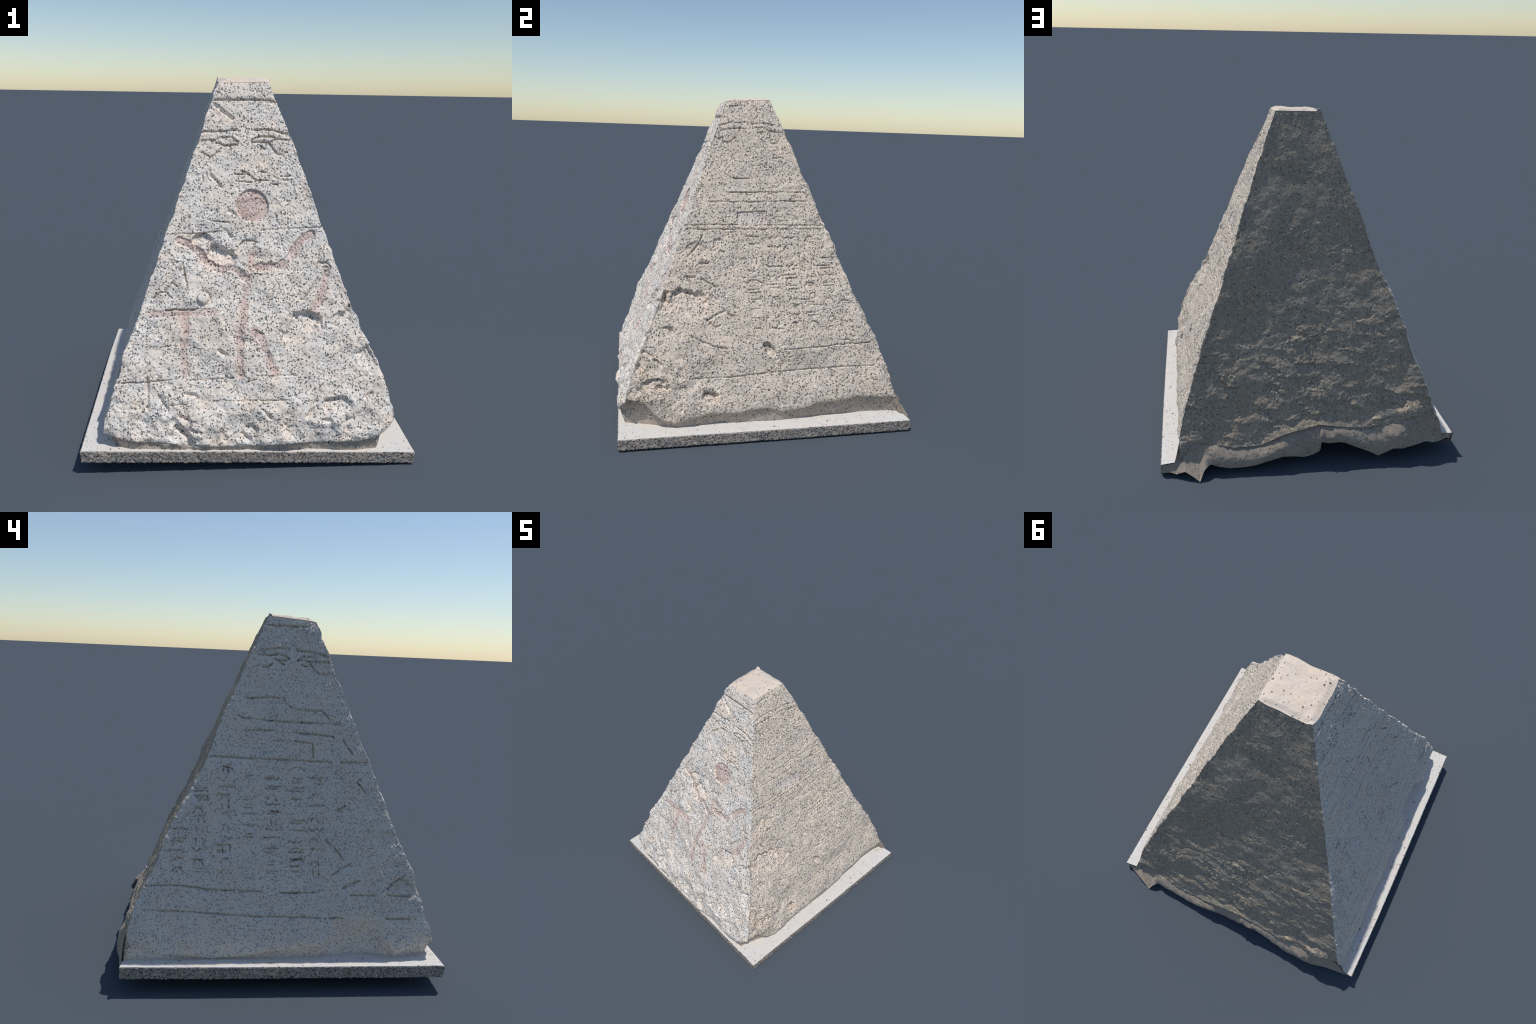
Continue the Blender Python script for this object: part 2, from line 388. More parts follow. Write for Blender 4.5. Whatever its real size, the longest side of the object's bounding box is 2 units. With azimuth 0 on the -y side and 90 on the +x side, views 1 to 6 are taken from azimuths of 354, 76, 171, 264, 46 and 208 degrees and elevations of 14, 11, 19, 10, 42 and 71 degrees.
NCOL = 4 * NC
rows_main = NR + 1
pos = np.zeros((rows_main + NU, NCOL, 3))
dirs = np.zeros((rows_main, NCOL, 3))
disp = np.zeros((rows_main, NCOL))
latv = np.zeros((rows_main, NCOL))
t = np.linspace(0, 1, rows_main)[:, None]            # 0 top, 1 lip
edge_store = {}
cutv = np.zeros((rows_main, NCOL))
for sd, (ka, kb) in enumerate(SIDES):
    s = np.arange(NC + 1) / NC
    # denser sampling is not needed: even spacing along the side
    xa, ya = arris(ka, .2)
    xb, yb = arris(kb, .2)
    lat0 = ((xa, ya)[LAT[sd]] * (1 - s) + (xb, yb)[LAT[sd]] * s)
    zl = ctrl(lat0, LIP[sd]) - (.006 if sd != 2 else 0)
    zt = TOPZ[ka] * (1 - s) + TOPZ[kb] * s
    Z = zt[None, :] * (1 - t) + zl[None, :] * t
    Ax, Ay = arris(ka, Z)
    Bx, By = arris(kb, Z)
    X = Ax * (1 - s) + Bx * s
    Y = Ay * (1 - s) + By * s
    P = np.stack([X, Y, Z], -1)
    u = (X, Y)[LAT[sd]]
    d, mic, cut = face_relief(sd, u.ravel(), Z.ravel(), P.reshape(-1, 3))
    d = d.reshape(Z.shape)
    mic = mic.reshape(Z.shape)
    # worn arris: pull the surface in close to the corners
    width = np.hypot(Bx - Ax, By - Ay)
    ea = s[None, :] * width
    eb = (1 - s[None, :]) * width
    P_ = P.reshape(-1, 3)
    wear = (-.001 + .009 * vnoise(P_, .085, 3.0) + .006 * vnoise(P_, .026, 5.0)).reshape(Z.shape)
    wear = wear + (.007 - wear) * smooth((Z - 1.90) / .05)
    lowr = smooth((.42 - Z) / .22)
    wear = wear + .016 * lowr
    rad = .020 + .045 * lowr
    d -= wear * (np.exp(-ea / rad) + np.exp(-eb / rad))
    # rolled lower lip
    d -= .010 * np.exp(-(Z - zl[None, :]) / .012) * (1 if sd != 2 else 0)
    if sd == 2:
        d += .030 * np.exp(-(Z - zl[None, :]) / .05) * smooth(1 - np.abs(u - .1) / .75)
    # slightly rounded top edge
    d -= .004 * np.exp(-(zt[None, :] - Z) / .008)
    d = d + mic
    blend = np.ones_like(s)
    N = np.broadcast_to(NORMAL[sd], P.shape).copy()
    edge_store[sd] = (P, N, d, u)
    cutv[:, sd * NC:(sd + 1) * NC] = cut.reshape(Z.shape)[:, :NC]
for sd in range(4):
    P, N, d, u = edge_store[sd]
    Pn, Nn, dn, un = edge_store[(sd - 1) % 4]
    # shared corner column: mean of the two faces
    dc = .5 * (d[:, 0] + dn[:, -1])
    nc = NORMAL[sd] + NORMAL[(sd - 1) % 4]
    nc = nc / np.linalg.norm(nc)
    k = 5
    for j in range(k):
        w = 1 - j / k
        d[:, j] = d[:, j] * (1 - w) + dc * w
        N[:, j] = N[:, j] * (1 - w) + nc * w
        dn[:, -1 - j] = dn[:, -1 - j] * (1 - w) + dc * w
        Nn[:, -1 - j] = Nn[:, -1 - j] * (1 - w) + nc * w
for sd in range(4):
    P, N, d, u = edge_store[sd]
    c0 = sd * NC
    pos[:rows_main, c0:c0 + NC] = (P + N * d[..., None])[:, :NC]
    latv[:, c0:c0 + NC] = u[:, :NC]

# undercut foot
q = (np.arange(1, NU + 1) / NU)[:, None]
for sd, (ka, kb) in enumerate(SIDES):
    c0 = sd * NC
    L = pos[rows_main - 1, c0:c0 + NC]
    s = np.arange(NC) / NC
    lat = L[:, LAT[sd]]
    dep = ctrl(lat, CONTACT[sd])
    K = np.zeros_like(L)
    if LAT[sd] == 0:
        K[:, 0] = lat
        K[:, 1] = dep
    else:
        K[:, 1] = lat
        K[:, 0] = dep
    wa = np.exp(-(s * 1.6 / .10) ** 2)[:, None]
    wb = np.exp(-((1 - s) * 1.6 / .10) ** 2)[:, None]
    K[:, :2] = K[:, :2] * (1 - np.maximum(wa, wb)) + wa * np.array(CONTACT_CORNER[ka]) * (wa >= wb) + wb * np.array(CONTACT_CORNER[kb]) * (wb > wa)
    if LAT[sd] == 0:
        K[:, 0] = np.clip(K[:, 0], min(CONTACT_CORNER[ka][0], CONTACT_CORNER[kb][0]), max(CONTACT_CORNER[ka][0], CONTACT_CORNER[kb][0]))
    else:
        K[:, 1] = np.clip(K[:, 1], min(CONTACT_CORNER[ka][1], CONTACT_CORNER[kb][1]), max(CONTACT_CORNER[ka][1], CONTACT_CORNER[kb][1]))
    K[:, 2] = slab_top(K[:, 0], K[:, 1]) - .006
    Q = np.empty((NU, NC, 3))
    Q[..., :2] = L[None, :, :2] + (K - L)[None, :, :2] * (q ** .65)[..., None]
    Q[..., 2] = L[None, :, 2] + (K - L)[None, :, 2] * (q ** 1.6)
    nz = fbm(Q.reshape(-1, 3), .04, 3, 2.2).reshape(NU, NC)
    env = np.sin(np.pi * q)
    Q += (NORMAL[sd] * np.array([1, 1, 0]))[None, None] * (nz * env * .008)[..., None]
    Q[..., 2] += vnoise(Q.reshape(-1, 3), .02, 1.0).reshape(NU, NC) * env * .003
    pos[rows_main:, c0:c0 + NC] = Q

# summit patch: grid whose border is the top ring
G = NC + 1
top = pos[0]
fr = np.vstack([top[0:NC], top[NC:NC + 1]])
rt = np.vstack([top[NC:2 * NC], top[2 * NC:2 * NC + 1]])
bk = np.vstack([top[2 * NC:3 * NC], top[3 * NC:3 * NC + 1]])[::-1]
lf = np.vstack([top[3 * NC:], top[0:1]])[::-1]
a = np.linspace(0, 1, G)[:, None, None]       # front -> back
b = np.linspace(0, 1, G)[None, :, None]       # left -> right
summit = ((1 - a) * fr[None] + a * bk[None] + (1 - b) * lf[:, None] + b * rt[:, None]
          - ((1 - a) * (1 - b) * fr[0] + (1 - a) * b * fr[-1] + a * (1 - b) * bk[0] + a * b * bk[-1]))
edge = np.minimum(np.minimum(a, 1 - a), np.minimum(b, 1 - b))[..., 0]
inner = smooth(edge / .14)
fz = fbm(summit.reshape(-1, 3), .05, 3, 6.0).reshape(G, G)
summit[..., 2] += inner * (.003 + .0035 * fz) + .009 * smooth(a[..., 0] / .16) * smooth((1 - a[..., 0]) / .1) * inner
dent = np.exp(-(((summit[..., 0] + .085) / .03) ** 2 + ((summit[..., 1] - .03) / .045) ** 2))
summit[..., 2] -= .008 * dent * inner
mic = sample_lattice(LATT[2], summit[..., 0], summit[..., 1], .009)
summit[..., 2] += .0022 * np.clip(mic, -1, .3) * inner * (np.abs(mic) > .3)

# small upstanding nub on the back corner of the summit
def nub(p):
    r2 = ((p[..., 0] + .140) / .020) ** 2 + ((p[..., 1] - .066) / .018) ** 2
    p[..., 2] += np.where(p[..., 2] > 1.9, .015 * np.exp(-r2 ** 2.5), 0)
nub(pos)
nub(summit)

# ------------------------------------------------------------------ assemble the body vertex pool
nbody = pos.shape[0] * NCOL
V = [pos.reshape(-1, 3)]
R_all = pos.shape[0]
ri, ci = np.meshgrid(np.arange(R_all - 1), np.arange(NCOL), indexing='ij')
cn = (ci + 1) % NCOL
quads = np.stack([ri * NCOL + ci, (ri + 1) * NCOL + ci, (ri + 1) * NCOL + cn, ri * NCOL + cn], -1).reshape(-1, 4)
side_of = (ci // NC).ravel()
row_of = ri.ravel()
# summit indices share the ring
sidx = np.full((G, G), -1)
sidx[0, :] = np.arange(0, NC + 1)
sidx[:, -1] = np.arange(NC, 2 * NC + 1)
sidx[-1, :] = np.arange(2 * NC, 3 * NC + 1)[::-1]
sidx[:, 0] = (np.arange(3 * NC, 4 * NC + 1) % NCOL)[::-1]
inn = sidx < 0
sidx[inn] = nbody + np.arange(inn.sum())
V.append(summit[inn])
V = np.vstack(V)
squads = np.stack([sidx[:-1, :-1], sidx[:-1, 1:], sidx[1:, 1:], sidx[1:, :-1]], -1).reshape(-1, 4)
F = np.vstack([quads, squads])

# smooth normals of the whole stone
def vertex_normals(V, F):
    e1 = V[F[:, 2]] - V[F[:, 0]]
    e2 = V[F[:, 3]] - V[F[:, 1]]
    fn = np.cross(e1, e2)
    vn = np.zeros_like(V)
    for k in range(4):
        for c in range(3):
            vn[:, c] += np.bincount(F[:, k], fn[:, c], len(V))
    return vn / (np.linalg.norm(vn, axis=1, keepdims=True) + 1e-20)
VN = vertex_normals(V, F)

# region of every quad
region = np.empty(len(F), dtype=object)
names = ['relief_face', 'relief_face', 'split_face', 'relief_face']
cen = V[F].mean(1)
lab = np.zeros(len(F), int)
lab[:len(quads)] = side_of
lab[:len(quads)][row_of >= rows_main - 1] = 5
lab[:len(quads)][(row_of >= rows_main - 1) & (side_of == 3)] = 15
lab[len(quads):] = 4
lat_nom = np.where(np.isin(lab, [0, 2]), cen[:, 0], cen[:, 1])
cx, cz, r = SUN_DISC
lab[(lab == 0) & (np.hypot(cen[:, 0] - cx, (cen[:, 2] - cz) * 1.065) < r)] = 6
cx, cz, r = LOAF
lab[(lab == 0) & (np.hypot(cen[:, 0] - cx, (cen[:, 2] - cz) * 1.065) < r)] = 7
a_, b_, c_, e_ = CARTOUCHE
lab[(lab == 1) & (cen[:, 1] > a_) & (cen[:, 1] < b_) & (cen[:, 2] > c_) & (cen[:, 2] < e_)] = 8

# floors of the incised lines, coloured darker and browner than the face
cv = np.vstack([cutv, np.zeros((NU, NCOL))]).ravel()
cq = np.r_[cv[quads].mean(1), np.zeros(len(squads))]
for k_, l_ in ((0, 10), (1, 11), (3, 13)):
    lab[(lab == k_) & (cq > .50)] = l_

# ------------------------------------------------------------------ materials
def new_mat(name):
    m = bpy.data.materials.new(name)
    m.use_nodes = True
    nt = m.node_tree
    nt.nodes.clear()
    out = nt.nodes.new('ShaderNodeOutputMaterial')
    bs = nt.nodes.new('ShaderNodeBsdfPrincipled')
    bs.inputs['Roughness'].default_value = .9
    bs.inputs['Specular IOR Level'].default_value = .15
    nt.links.new(bs.outputs[0], out.inputs[0])
    co = nt.nodes.new('ShaderNodeTexCoord')
    return m, nt, bs, co.outputs['Object']


def noise_node(nt, co, scale, detail=3, rough=.55):
    n = nt.nodes.new('ShaderNodeTexNoise')
    n.inputs['Scale'].default_value = scale
    n.inputs['Detail'].default_value = detail
    n.inputs['Roughness'].default_value = rough
    nt.links.new(co, n.inputs['Vector'])
    return n.outputs['Fac']


def ramp(nt, fac, lo, hi, c0=(0, 0, 0), c1=(1, 1, 1)):
    r = nt.nodes.new('ShaderNodeValToRGB')
    r.color_ramp.elements[0].position = lo
    r.color_ramp.elements[1].position = hi
    r.color_ramp.elements[0].color = (*c0, 1)
    r.color_ramp.elements[1].color = (*c1, 1)
    nt.links.new(fac, r.inputs[0])
    return r.outputs[0]


def mix(nt, fac, a, b):
    m = nt.nodes.new('ShaderNodeMix')
    m.data_type = 'RGBA'
    if isinstance(fac, (int, float)):
        m.inputs[0].default_value = fac
    else:
        nt.links.new(fac, m.inputs[0])
    for sock, v in ((m.inputs[6], a), (m.inputs[7], b)):
        if isinstance(v, tuple):
            sock.default_value = (*v, 1)
        else:
            nt.links.new(v, sock)
    return m.outputs[2]


def math_node(nt, op, a, b=None, c=None):
    m = nt.nodes.new('ShaderNodeMath')
    m.operation = op
    for i, v in enumerate((a, b, c)):
        if v is None:
            continue
        if isinstance(v, (int, float)):
            m.inputs[i].default_value = v
        else:
            nt.links.new(v, m.inputs[i])
    return m.outputs[0]


def capsule_group():
    g = bpy.data.node_groups.new('distance_to_segment', 'ShaderNodeTree')
    for nm in ('P', 'A', 'B'):
        g.interface.new_socket(nm, in_out='INPUT', socket_type='NodeSocketVector')
    g.interface.new_socket('Distance', in_out='OUTPUT', socket_type='NodeSocketFloat')
    gi = g.nodes.new('NodeGroupInput')
    go = g.nodes.new('NodeGroupOutput')

    def vm(op, a, b=None):
        n = g.nodes.new('ShaderNodeVectorMath')
        n.operation = op
        g.links.new(a, n.inputs[0])
        if b is not None:
            g.links.new(b, n.inputs[1])
        return n
    pa = vm('SUBTRACT', gi.outputs[0], gi.outputs[1]).outputs[0]
    ba = vm('SUBTRACT', gi.outputs[2], gi.outputs[1]).outputs[0]
    num = vm('DOT_PRODUCT', pa, ba).outputs['Value']
    den = vm('DOT_PRODUCT', ba, ba).outputs['Value']
    dv = g.nodes.new('ShaderNodeMath')
    dv.operation = 'DIVIDE'
    dv.use_clamp = True
    g.links.new(num, dv.inputs[0])
    g.links.new(den, dv.inputs[1])
    sc = g.nodes.new('ShaderNodeVectorMath')
    sc.operation = 'SCALE'
    g.links.new(ba, sc.inputs[0])
    g.links.new(dv.outputs[0], sc.inputs['Scale'])
    df = vm('SUBTRACT', pa, sc.outputs[0]).outputs[0]
    ln = vm('LENGTH', df).outputs['Value']
    g.links.new(ln, go.inputs[0])
    return g


CAPS = capsule_group()


def stroke_mask(nt, co, polys, axis, half, soft):
    """1 inside the painted strokes (polylines of (lateral, z)), with worn edges"""
    sep = nt.nodes.new('ShaderNodeSeparateXYZ')
    nt.links.new(co, sep.inputs[0])
    cmb = nt.nodes.new('ShaderNodeCombineXYZ')
    nt.links.new(sep.outputs[axis], cmb.inputs[0])
    nt.links.new(sep.outputs[2], cmb.inputs[2])
    cur = None
    for pl in polys:
        for (ax, az), (bx, bz) in zip(pl[:-1], pl[1:]):
            n = nt.nodes.new('ShaderNodeGroup')
            n.node_tree = CAPS
            nt.links.new(cmb.outputs[0], n.inputs[0])
            n.inputs[1].default_value = (ax, 0, az)
            n.inputs[2].default_value = (bx, 0, bz)
            cur = n.outputs[0] if cur is None else math_node(nt, 'MINIMUM', cur, n.outputs[0])
    wob = math_node(nt, 'MULTIPLY_ADD', noise_node(nt, co, 45, 3), soft * 2.4, -soft * 1.2)
    dd = math_node(nt, 'ADD', cur, wob)
    mr = nt.nodes.new('ShaderNodeMapRange')
    mr.interpolation_type = 'SMOOTHSTEP'
    nt.links.new(dd, mr.inputs[0])
    mr.inputs[1].default_value = half + soft
    mr.inputs[2].default_value = half - soft
    mr.inputs[3].default_value = 0
    mr.inputs[4].default_value = 1
    return mr.outputs[0]


PALE = (.765, .72, .67)
CREAM = (.83, .705, .595)
TAN = (.61, .515, .43)
RED = (.63, .445, .385)


def granite(name, pale=PALE, cream=CREAM, tan_amount=.35, red_polys=None, axis=0, red_half=.02, red_all=0.0, stain=None, cream_cell_amount=.60, flecks=.86, fleck_size=1.17, fleck=(.070, .080, .090), fleck_warm=(.10, .095, .088)):
    m, nt, bs, co = new_mat(name)
    c = mix(nt, ramp(nt, noise_node(nt, co, 9, 4), .38, .66), pale, cream)
    t1 = math_node(nt, 'MULTIPLY', ramp(nt, noise_node(nt, co, 3.2, 4), .42, .70), tan_amount)
    c = mix(nt, t1, c, TAN)
    # small cream cells, brighter than the ground colour
    v = nt.nodes.new('ShaderNodeTexVoronoi')
    v.inputs['Scale'].default_value = 105
    nt.links.new(co, v.inputs['Vector'])
    sepc = nt.nodes.new('ShaderNodeSeparateColor')
    nt.links.new(v.outputs['Color'], sepc.inputs[0])
    c = mix(nt, math_node(nt, 'MULTIPLY', ramp(nt, sepc.outputs[0], .74, .92), cream_cell_amount), c, (.90, .79, .66))
    if stain:
        (sx, sy, sz), rad = stain
        vm = nt.nodes.new('ShaderNodeVectorMath')
        vm.operation = 'DISTANCE'
        nt.links.new(co, vm.inputs[0])
        vm.inputs[1].default_value = (sx, sy, sz)
        near = math_node(nt, 'SUBTRACT', 1, math_node(nt, 'DIVIDE', vm.outputs['Value'], rad))
        st = math_node(nt, 'MULTIPLY', math_node(nt, 'MAXIMUM', near, 0), ramp(nt, noise_node(nt, co, 14, 4), .42, .62))
        c = mix(nt, st, c, (.60, .47, .32))
    if red_polys:
        mk = stroke_mask(nt, co, red_polys, axis, red_half, .015)
        mk = math_node(nt, 'MULTIPLY', mk, ramp(nt, noise_node(nt, co, 22, 3), .30, .62, (.25, .25, .25), (.95, .95, .95)))
        c = mix(nt, mk, c, RED)
    if red_all:
        c = mix(nt, math_node(nt, 'MULTIPLY', ramp(nt, noise_node(nt, co, 24, 3), .32, .62, (.45, .45, .45)), red_all), c, RED)
    # dark mica flecks, some lying flat and some upright, crowded in patches
    if flecks:
        crowd = noise_node(nt, co, 7, 3, .6)
        warm = noise_node(nt, co, 40, 1)
        grain = mix(nt, ramp(nt, warm, .42, .58), fleck, tuple(fleck_warm))
        warp = nt.nodes.new('ShaderNodeTexNoise')
        warp.inputs['Scale'].default_value = 70
        warp.inputs['Detail'].default_value = 1
        nt.links.new(co, warp.inputs['Vector'])
        wv = nt.nodes.new('ShaderNodeVectorMath')
        wv.operation = 'MULTIPLY_ADD'
        nt.links.new(warp.outputs['Color'], wv.inputs[0])
        wv.inputs[1].default_value = (.016, .016, .016)
        nt.links.new(co, wv.inputs[2])
        total = None
        for sx, sz, off in ((62, 132, 0.0), (128, 66, 3.7), (98, 95, 8.1)):
            mp = nt.nodes.new('ShaderNodeVectorMath')
            mp.operation = 'MULTIPLY_ADD'
            nt.links.new(wv.outputs[0], mp.inputs[0])
            mp.inputs[1].default_value = (sx / fleck_size, sx / fleck_size, sz / fleck_size)
            mp.inputs[2].default_value = (off, off * 2, off * 3)
            vv = nt.nodes.new('ShaderNodeTexVoronoi')
            vv.inputs['Scale'].default_value = 1.0
            nt.links.new(mp.outputs[0], vv.inputs['Vector'])
            sp = nt.nodes.new('ShaderNodeSeparateColor')
            nt.links.new(vv.outputs['Color'], sp.inputs[0])
            # size of the fleck in this cell: none in most cells
            lim = math_node(nt, 'MULTIPLY_ADD', crowd, -1.15 * flecks, 1.0 + .02)
            pick = math_node(nt, 'GREATER_THAN', sp.outputs[0], lim)
            rad = math_node(nt, 'MULTIPLY_ADD', sp.outputs[1], .22, .24)
            edge_ = math_node(nt, 'SUBTRACT', rad, vv.outputs['Distance'])
            cov = math_node(nt, 'MULTIPLY', pick, math_node(nt, 'MULTIPLY', edge_, 9.0))
            mm_ = nt.nodes.new('ShaderNodeClamp')
            nt.links.new(cov, mm_.inputs[0])
            total = mm_.outputs[0] if total is None else math_node(nt, 'MAXIMUM', total, mm_.outputs[0])
        c = mix(nt, math_node(nt, 'MULTIPLY', total, .93), c, grain)
    nt.links.new(c, bs.inputs['Base Color'])
    bp = nt.nodes.new('ShaderNodeBump')
    bp.inputs['Strength'].default_value = .25
    bp.inputs['Distance'].default_value = .003
    nt.links.new(noise_node(nt, co, 160, 2), bp.inputs['Height'])
    nt.links.new(bp.outputs[0], bs.inputs['Normal'])
    return m


RED_STROKES = [pl for g in FRONT_SUNK for pl in g[2]] + [[(.0, .96), (-.015, .90), (-.03, .80), (-.045, .70)]]
M_FRONT = granite('granite_painted', red_polys=RED_STROKES, axis=0, red_half=.019, tan_amount=.18)
M_RIGHT = granite('granite_tan', tan_amount=.85, flecks=.95, pale=(.67, .58, .49), cream=(.74, .605, .48), stain=((.77, -.80, .33), .22))
M_LEFT = granite('granite_shade_tinted', tan_amount=.3, flecks=.80, fleck_size=1.02, cream_cell_amount=.25, fleck=(.25, .27, .32), fleck_warm=(.29, .25, .20), pale=(.66, .615, .565), cream=(.69, .60, .505))  # base darkened, fleck contrast lowered and hues split to match this side's shade
M_BACK = granite('granite_split', tan_amount=.15, pale=(.335, .285, .225), cream=(.375, .30, .22), cream_cell_amount=.2, flecks=.42, fleck=(.13, .12, .105), fleck_warm=(.16, .13, .095))  # same stone, colour darkened for the shade baked into the back
M_TOP = granite('granite_summit', cream_cell_amount=.15, pale=(.73, .63, .53), cream=(.74, .605, .485), tan_amount=.15, flecks=.12)
M_DISC = granite('granite_red_pigment', red_all=.9, tan_amount=.1)
M_CART = granite('granite_faint_pigment', red_all=.35, tan_amount=.4)
M_FOOT = granite('granite_foot', tan_amount=.3, pale=(.37, .33, .29), cream=(.42, .355, .30), cream_cell_amount=.15, flecks=.5)  # darkened brown to draw the shadow band under the lip
M_SKIRT = granite('dark_skirt', cream_cell_amount=.1, pale=(.33, .28, .23), cream=(.37, .30, .235), tan_amount=.15, flecks=.25, fleck=(.13, .12, .105), fleck_warm=(.16, .13, .095))
M_SLAB = granite('slab_face', cream_cell_amount=.1, pale=(.71, .68, .64), cream=(.72, .665, .60), tan_amount=.08, flecks=.13)
M_RIM = granite('slab_rim', pale=(.30, .272, .245), cream=(.40, .335, .285), tan_amount=.15, cream_cell_amount=.25, flecks=1.35, fleck=(.045, .05, .055))

# ------------------------------------------------------------------ object makers
root = bpy.data.objects.new('carved_pyramidion', None)
root['label'] = 'pale speckled granite capstone pyramid with worn sunk reliefs on slab'
root['category'] = 'carved stone'
bpy.context.scene.collection.objects.link(root)


def make(name, V, F, mats, normals=None, mat_index=None, parent=root):
    used = np.unique(F)
    remap = np.full(len(V), -1)
    remap[used] = np.arange(len(used))
    f = remap[F]
    me = bpy.data.meshes.new(name)
    me.vertices.add(len(used))
    me.vertices.foreach_set('co', V[used].astype(np.float32).ravel())
    nf = len(f)
    me.loops.add(nf * 4)
    me.loops.foreach_set('vertex_index', f.astype(np.int32).ravel())
    me.polygons.add(nf)
    me.polygons.foreach_set('loop_start', (np.arange(nf) * 4).astype(np.int32))
    me.polygons.foreach_set('use_smooth', np.ones(nf, bool))
    for m in mats:
        me.materials.append(m)
    if mat_index is not None:
        me.polygons.foreach_set('material_index', mat_index.astype(np.int32))
    me.update(calc_edges=True)
    me.validate()
    if normals is not None:
        me.normals_split_custom_set_from_vertices(normals[used].astype(np.float32))
    ob = bpy.data.objects.new(name, me)
    bpy.context.scene.collection.objects.link(ob)
    ob.parent = parent
    return ob


front = make('relief_face', V, F[lab == 0], [M_FRONT], VN)
right = make('relief_face', V, F[lab == 1], [M_RIGHT], VN)
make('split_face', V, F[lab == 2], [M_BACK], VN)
left = make('relief_face', V, F[lab == 3], [M_LEFT], VN)
make('summit', V, F[lab == 4], [M_TOP], VN)
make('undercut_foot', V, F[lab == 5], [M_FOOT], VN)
make('undercut_foot', V, F[lab == 15], [M_LEFT], VN)
M_INCISION = granite('brown_incision', pale=(.48, .415, .345), cream=(.53, .44, .345), tan_amount=.3, flecks=.8)
for k_, par in ((10, front), (11, right), (13, left)):
    ob = make('incised_sign', V, F[lab == k_], [M_INCISION], VN, parent=par)
    ob['kind'] = 'stuff'
make('sun_disc', V, F[lab == 6], [M_DISC], VN, parent=front)
make('offering_loaf', V, F[lab == 7], [M_FRONT], VN, parent=front)
make('cartouche', V, F[lab == 8], [M_CART], VN, parent=right)

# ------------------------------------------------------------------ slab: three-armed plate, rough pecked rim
# outer outline from back-left round the front to back-right
OUT = [(-.878, .842), (-.884, .4), (-.880, -.2), (-.875, -.902), (-.2, -.908), (.4, -.914), (.868, -.920), (.878, -.3), (.886, .3), (.889, .840)]
step = .0052
pts = []
cornr = []
for (ax, ay), (bx, by) in zip(OUT[:-1], OUT[1:]):
    n = max(2, int(math.hypot(bx - ax, by - ay) / step))
    for k in range(n):
        pts.append((ax + (bx - ax) * k / n, ay + (by - ay) * k / n))
pts.append(OUT[-1])
pts = np.array(pts)
tang = np.gradient(pts, axis=0)
outn = np.stack([-tang[:, 1], tang[:, 0]], 1)
outn /= np.linalg.norm(outn, axis=1, keepdims=True)
outn *= -1
chk = (outn * (pts - np.array([0, -.04]))).sum(1)
outn[chk < 0] *= -1
inpt = pts * np.array([.70, .70])
inpt[:, 1] = np.where(pts[:, 1] > .2, pts[:, 1] + (pts[:, 1] - .2) * -.04, inpt[:, 1])
arc = np.cumsum(np.r_[0, np.linalg.norm(np.diff(pts, axis=0), axis=1)])
NT, NS = 44, 15
tab = chip_lattice(55, .22, .14)
rowsP = []
for k in range(NT):
    f = (k / (NT - 1)) ** .6
    p = inpt * (1 - f) + pts * f
    if k == NT - 1:
        p = p - outn * .004
    z = slab_top(p[:, 0], p[:, 1])
    P3 = np.c_[p, z]
    mm = sample_lattice(tab, p[:, 0], p[:, 1], .009)
    z = z + .0012 * fbm(P3, .05, 2) + .0016 * np.where(np.abs(mm) > .6, np.clip(mm, -1, .2), 0) * (k < NT - 2)
    if k == NT - 1:
        z = z - .002
    rowsP.append(np.c_[p, z])
for k in range(NS):
    f = k / (NS - 1)
    mm = sample_lattice(tab, arc, np.full_like(arc, f * .066), .0075)
    rib = sample_lattice(tab, arc, np.full_like(arc, f * .012), .0068)
    off = (.0035 * mm + .0028 * rib) * smooth((f + .12) / .2)
    p = pts + outn * (off - .004 * f)[:, None]
    z = slab_top(p[:, 0], p[:, 1]) - .004 - .060 * f
    if k >= NS - 2:
        z = z + .007 * (sample_lattice(tab, arc, np.full_like(arc, .5 + .01 * k), .006) - .25)
    rowsP.append(np.c_[p, z])
# underside: back in to the inner edge
p = inpt * .5 + pts * .5
rowsP.append(np.c_[p, slab_top(p[:, 0], p[:, 1]) - .060])
rowsP.append(np.c_[inpt, slab_top(inpt[:, 0], inpt[:, 1]) - .055])
rowsP.append(rowsP[0] - np.array([0, 0, .004]))
SP = np.array(rowsP)
nr, ncl = SP.shape[:2]
ri, ci = np.meshgrid(np.arange(nr - 1), np.arange(ncl - 1), indexing='ij')
SF = np.stack([ri * ncl + ci, (ri + 1) * ncl + ci, (ri + 1) * ncl + ci + 1, ri * ncl + ci + 1], -1).reshape(-1, 4)
rowf = ri.ravel()
SV = SP.reshape(-1, 3)
slab = make('slab', SV, SF[rowf < NT - 1], [M_SLAB])
make('slab_rim', SV, SF[rowf >= NT - 1], [M_RIM], parent=slab)

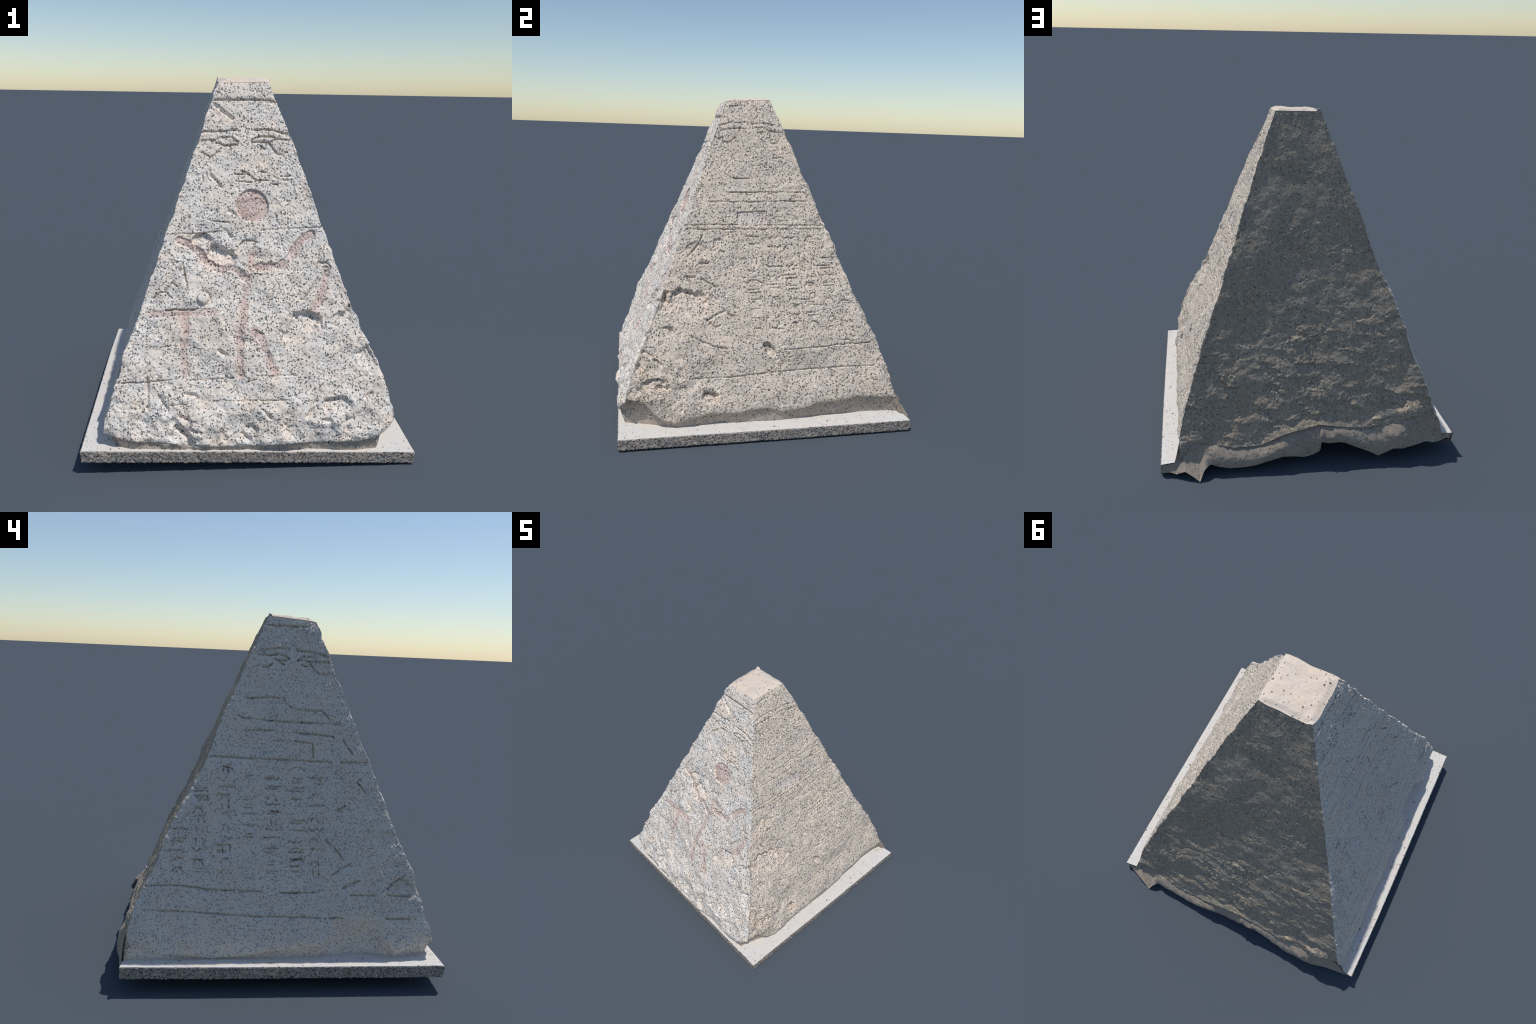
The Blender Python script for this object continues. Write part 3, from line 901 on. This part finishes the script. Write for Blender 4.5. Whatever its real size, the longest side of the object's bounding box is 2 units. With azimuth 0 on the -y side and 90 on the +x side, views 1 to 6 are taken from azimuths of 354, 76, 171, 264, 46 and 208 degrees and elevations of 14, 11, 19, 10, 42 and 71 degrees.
# ------------------------------------------------------------------ ragged skirt closing the back of the foot
NX, NV = 420, 60
xs = np.linspace(-.884, .888, NX)
BOTTOM_Z = [(-.884, .085), (-.838, .110), (-.79, .094), (-.758, .088), (-.70, .108), (-.65, .102), (-.60, .100), (-.547, .088), (-.49, .094), (-.44, .07), (-.397, .050),
            (-.34, .078), (-.28, .10), (-.20, .135), (-.162, .146), (-.10, .145), (-.052, .160), (-.045, .10), (.0, .075), (.052, .062), (.11, .075),
            (.18, .085), (.267, .066), (.34, .05), (.42, .04), (.493, .036), (.55, .05), (.60, .072), (.640, .058), (.667, .002), (.68, .012), (.71, .030),
            (.75, .050), (.789, .030), (.80, .022), (.83, .03), (.877, .018), (.888, .02)]
BOTTOM_Y = [(-.884, .79), (-.86, .842), (-.80, .850), (-.70, .862), (-.60, .886), (-.5, .890), (-.4, .886), (-.28, .862), (-.19, .855), (-.05, .862), (.06, .858), (.2, .872),
            (.36, .882), (.5, .872), (.61, .870), (.668, .930), (.70, .912), (.76, .885), (.84, .855), (.888, .838)]
body_l, body_r = -.785, .775
topz = ctrl(xs, LIP[2]) + .012
yb = np.where(True, 0, 0)
By, Ay = arris('BR', topz)[1], arris('BL', topz)[1]
Bx, Ax = arris('BR', topz)[0], arris('BL', topz)[0]
fs = np.clip((xs - Ax) / (Bx - Ax), 0, 1)
topy = Ay * (1 - fs) + By * fs - .006
# beyond the body the skirt hangs from the slab's back edge
sl = slab_top(xs, .83)
wl = smooth((body_l + .01 - xs) / .04)
wr = smooth((xs - body_r + .01) / .05)
w = np.maximum(wl, wr)
topz = topz * (1 - w) + (sl - .003) * w
topy = topy * (1 - w) + .839 * w
bz = ctrl(xs, BOTTOM_Z)
by = ctrl(xs, BOTTOM_Y)
f = np.linspace(0, 1, NV)[:, None]
SK = np.zeros((NV, NX, 3))
SK[..., 0] = xs[None] * (1 + 0 * f)
hang = .85 + 1.6 * smooth((np.abs(xs) - .55) / .15)          # concave towards the corners
SK[..., 1] = topy[None] + (by - topy)[None] * (f ** hang[None])
SK[..., 2] = topz[None] + (bz - topz)[None] * f
endw = smooth((.70 - np.abs(xs)) / .15)[None]
bulge = .024 * np.sin(np.pi * f) * endw
SK[..., 1] += .0035 * fbm(SK.reshape(-1, 3), .03, 3, 9.0).reshape(NV, NX) * np.sin(np.pi * np.clip(f, .03, .97))
SK[..., 1] += bulge + .006 * np.sin(np.pi * np.clip(f * .9 + .05, 0, 1)) * fbm(SK.reshape(-1, 3), .10, 3, 3.0).reshape(NV, NX) * endw
inner = SK.copy()
inner[..., 1] -= .010
inner[..., 2] -= .001
nA = NV * NX
ri, ci = np.meshgrid(np.arange(NV - 1), np.arange(NX - 1), indexing='ij')
o = np.stack([ri * NX + ci, ri * NX + ci + 1, (ri + 1) * NX + ci + 1, (ri + 1) * NX + ci], -1).reshape(-1, 4)
o = o[:, ::-1]
i_ = (o + nA)[:, ::-1]
cc = np.arange(NX - 1)
bot = np.stack([(NV - 1) * NX + cc, (NV - 1) * NX + cc + 1, nA + (NV - 1) * NX + cc + 1, nA + (NV - 1) * NX + cc], -1)
rr = np.arange(NV - 1)
e1 = np.stack([rr * NX, (rr + 1) * NX, nA + (rr + 1) * NX, nA + rr * NX], -1)
e2 = np.stack([rr * NX + NX - 1, nA + rr * NX + NX - 1, nA + (rr + 1) * NX + NX - 1, (rr + 1) * NX + NX - 1], -1)
make('ragged_skirt', np.vstack([SK.reshape(-1, 3), inner.reshape(-1, 3)]), np.vstack([o, i_, bot, e1, e2]), [M_SKIRT])
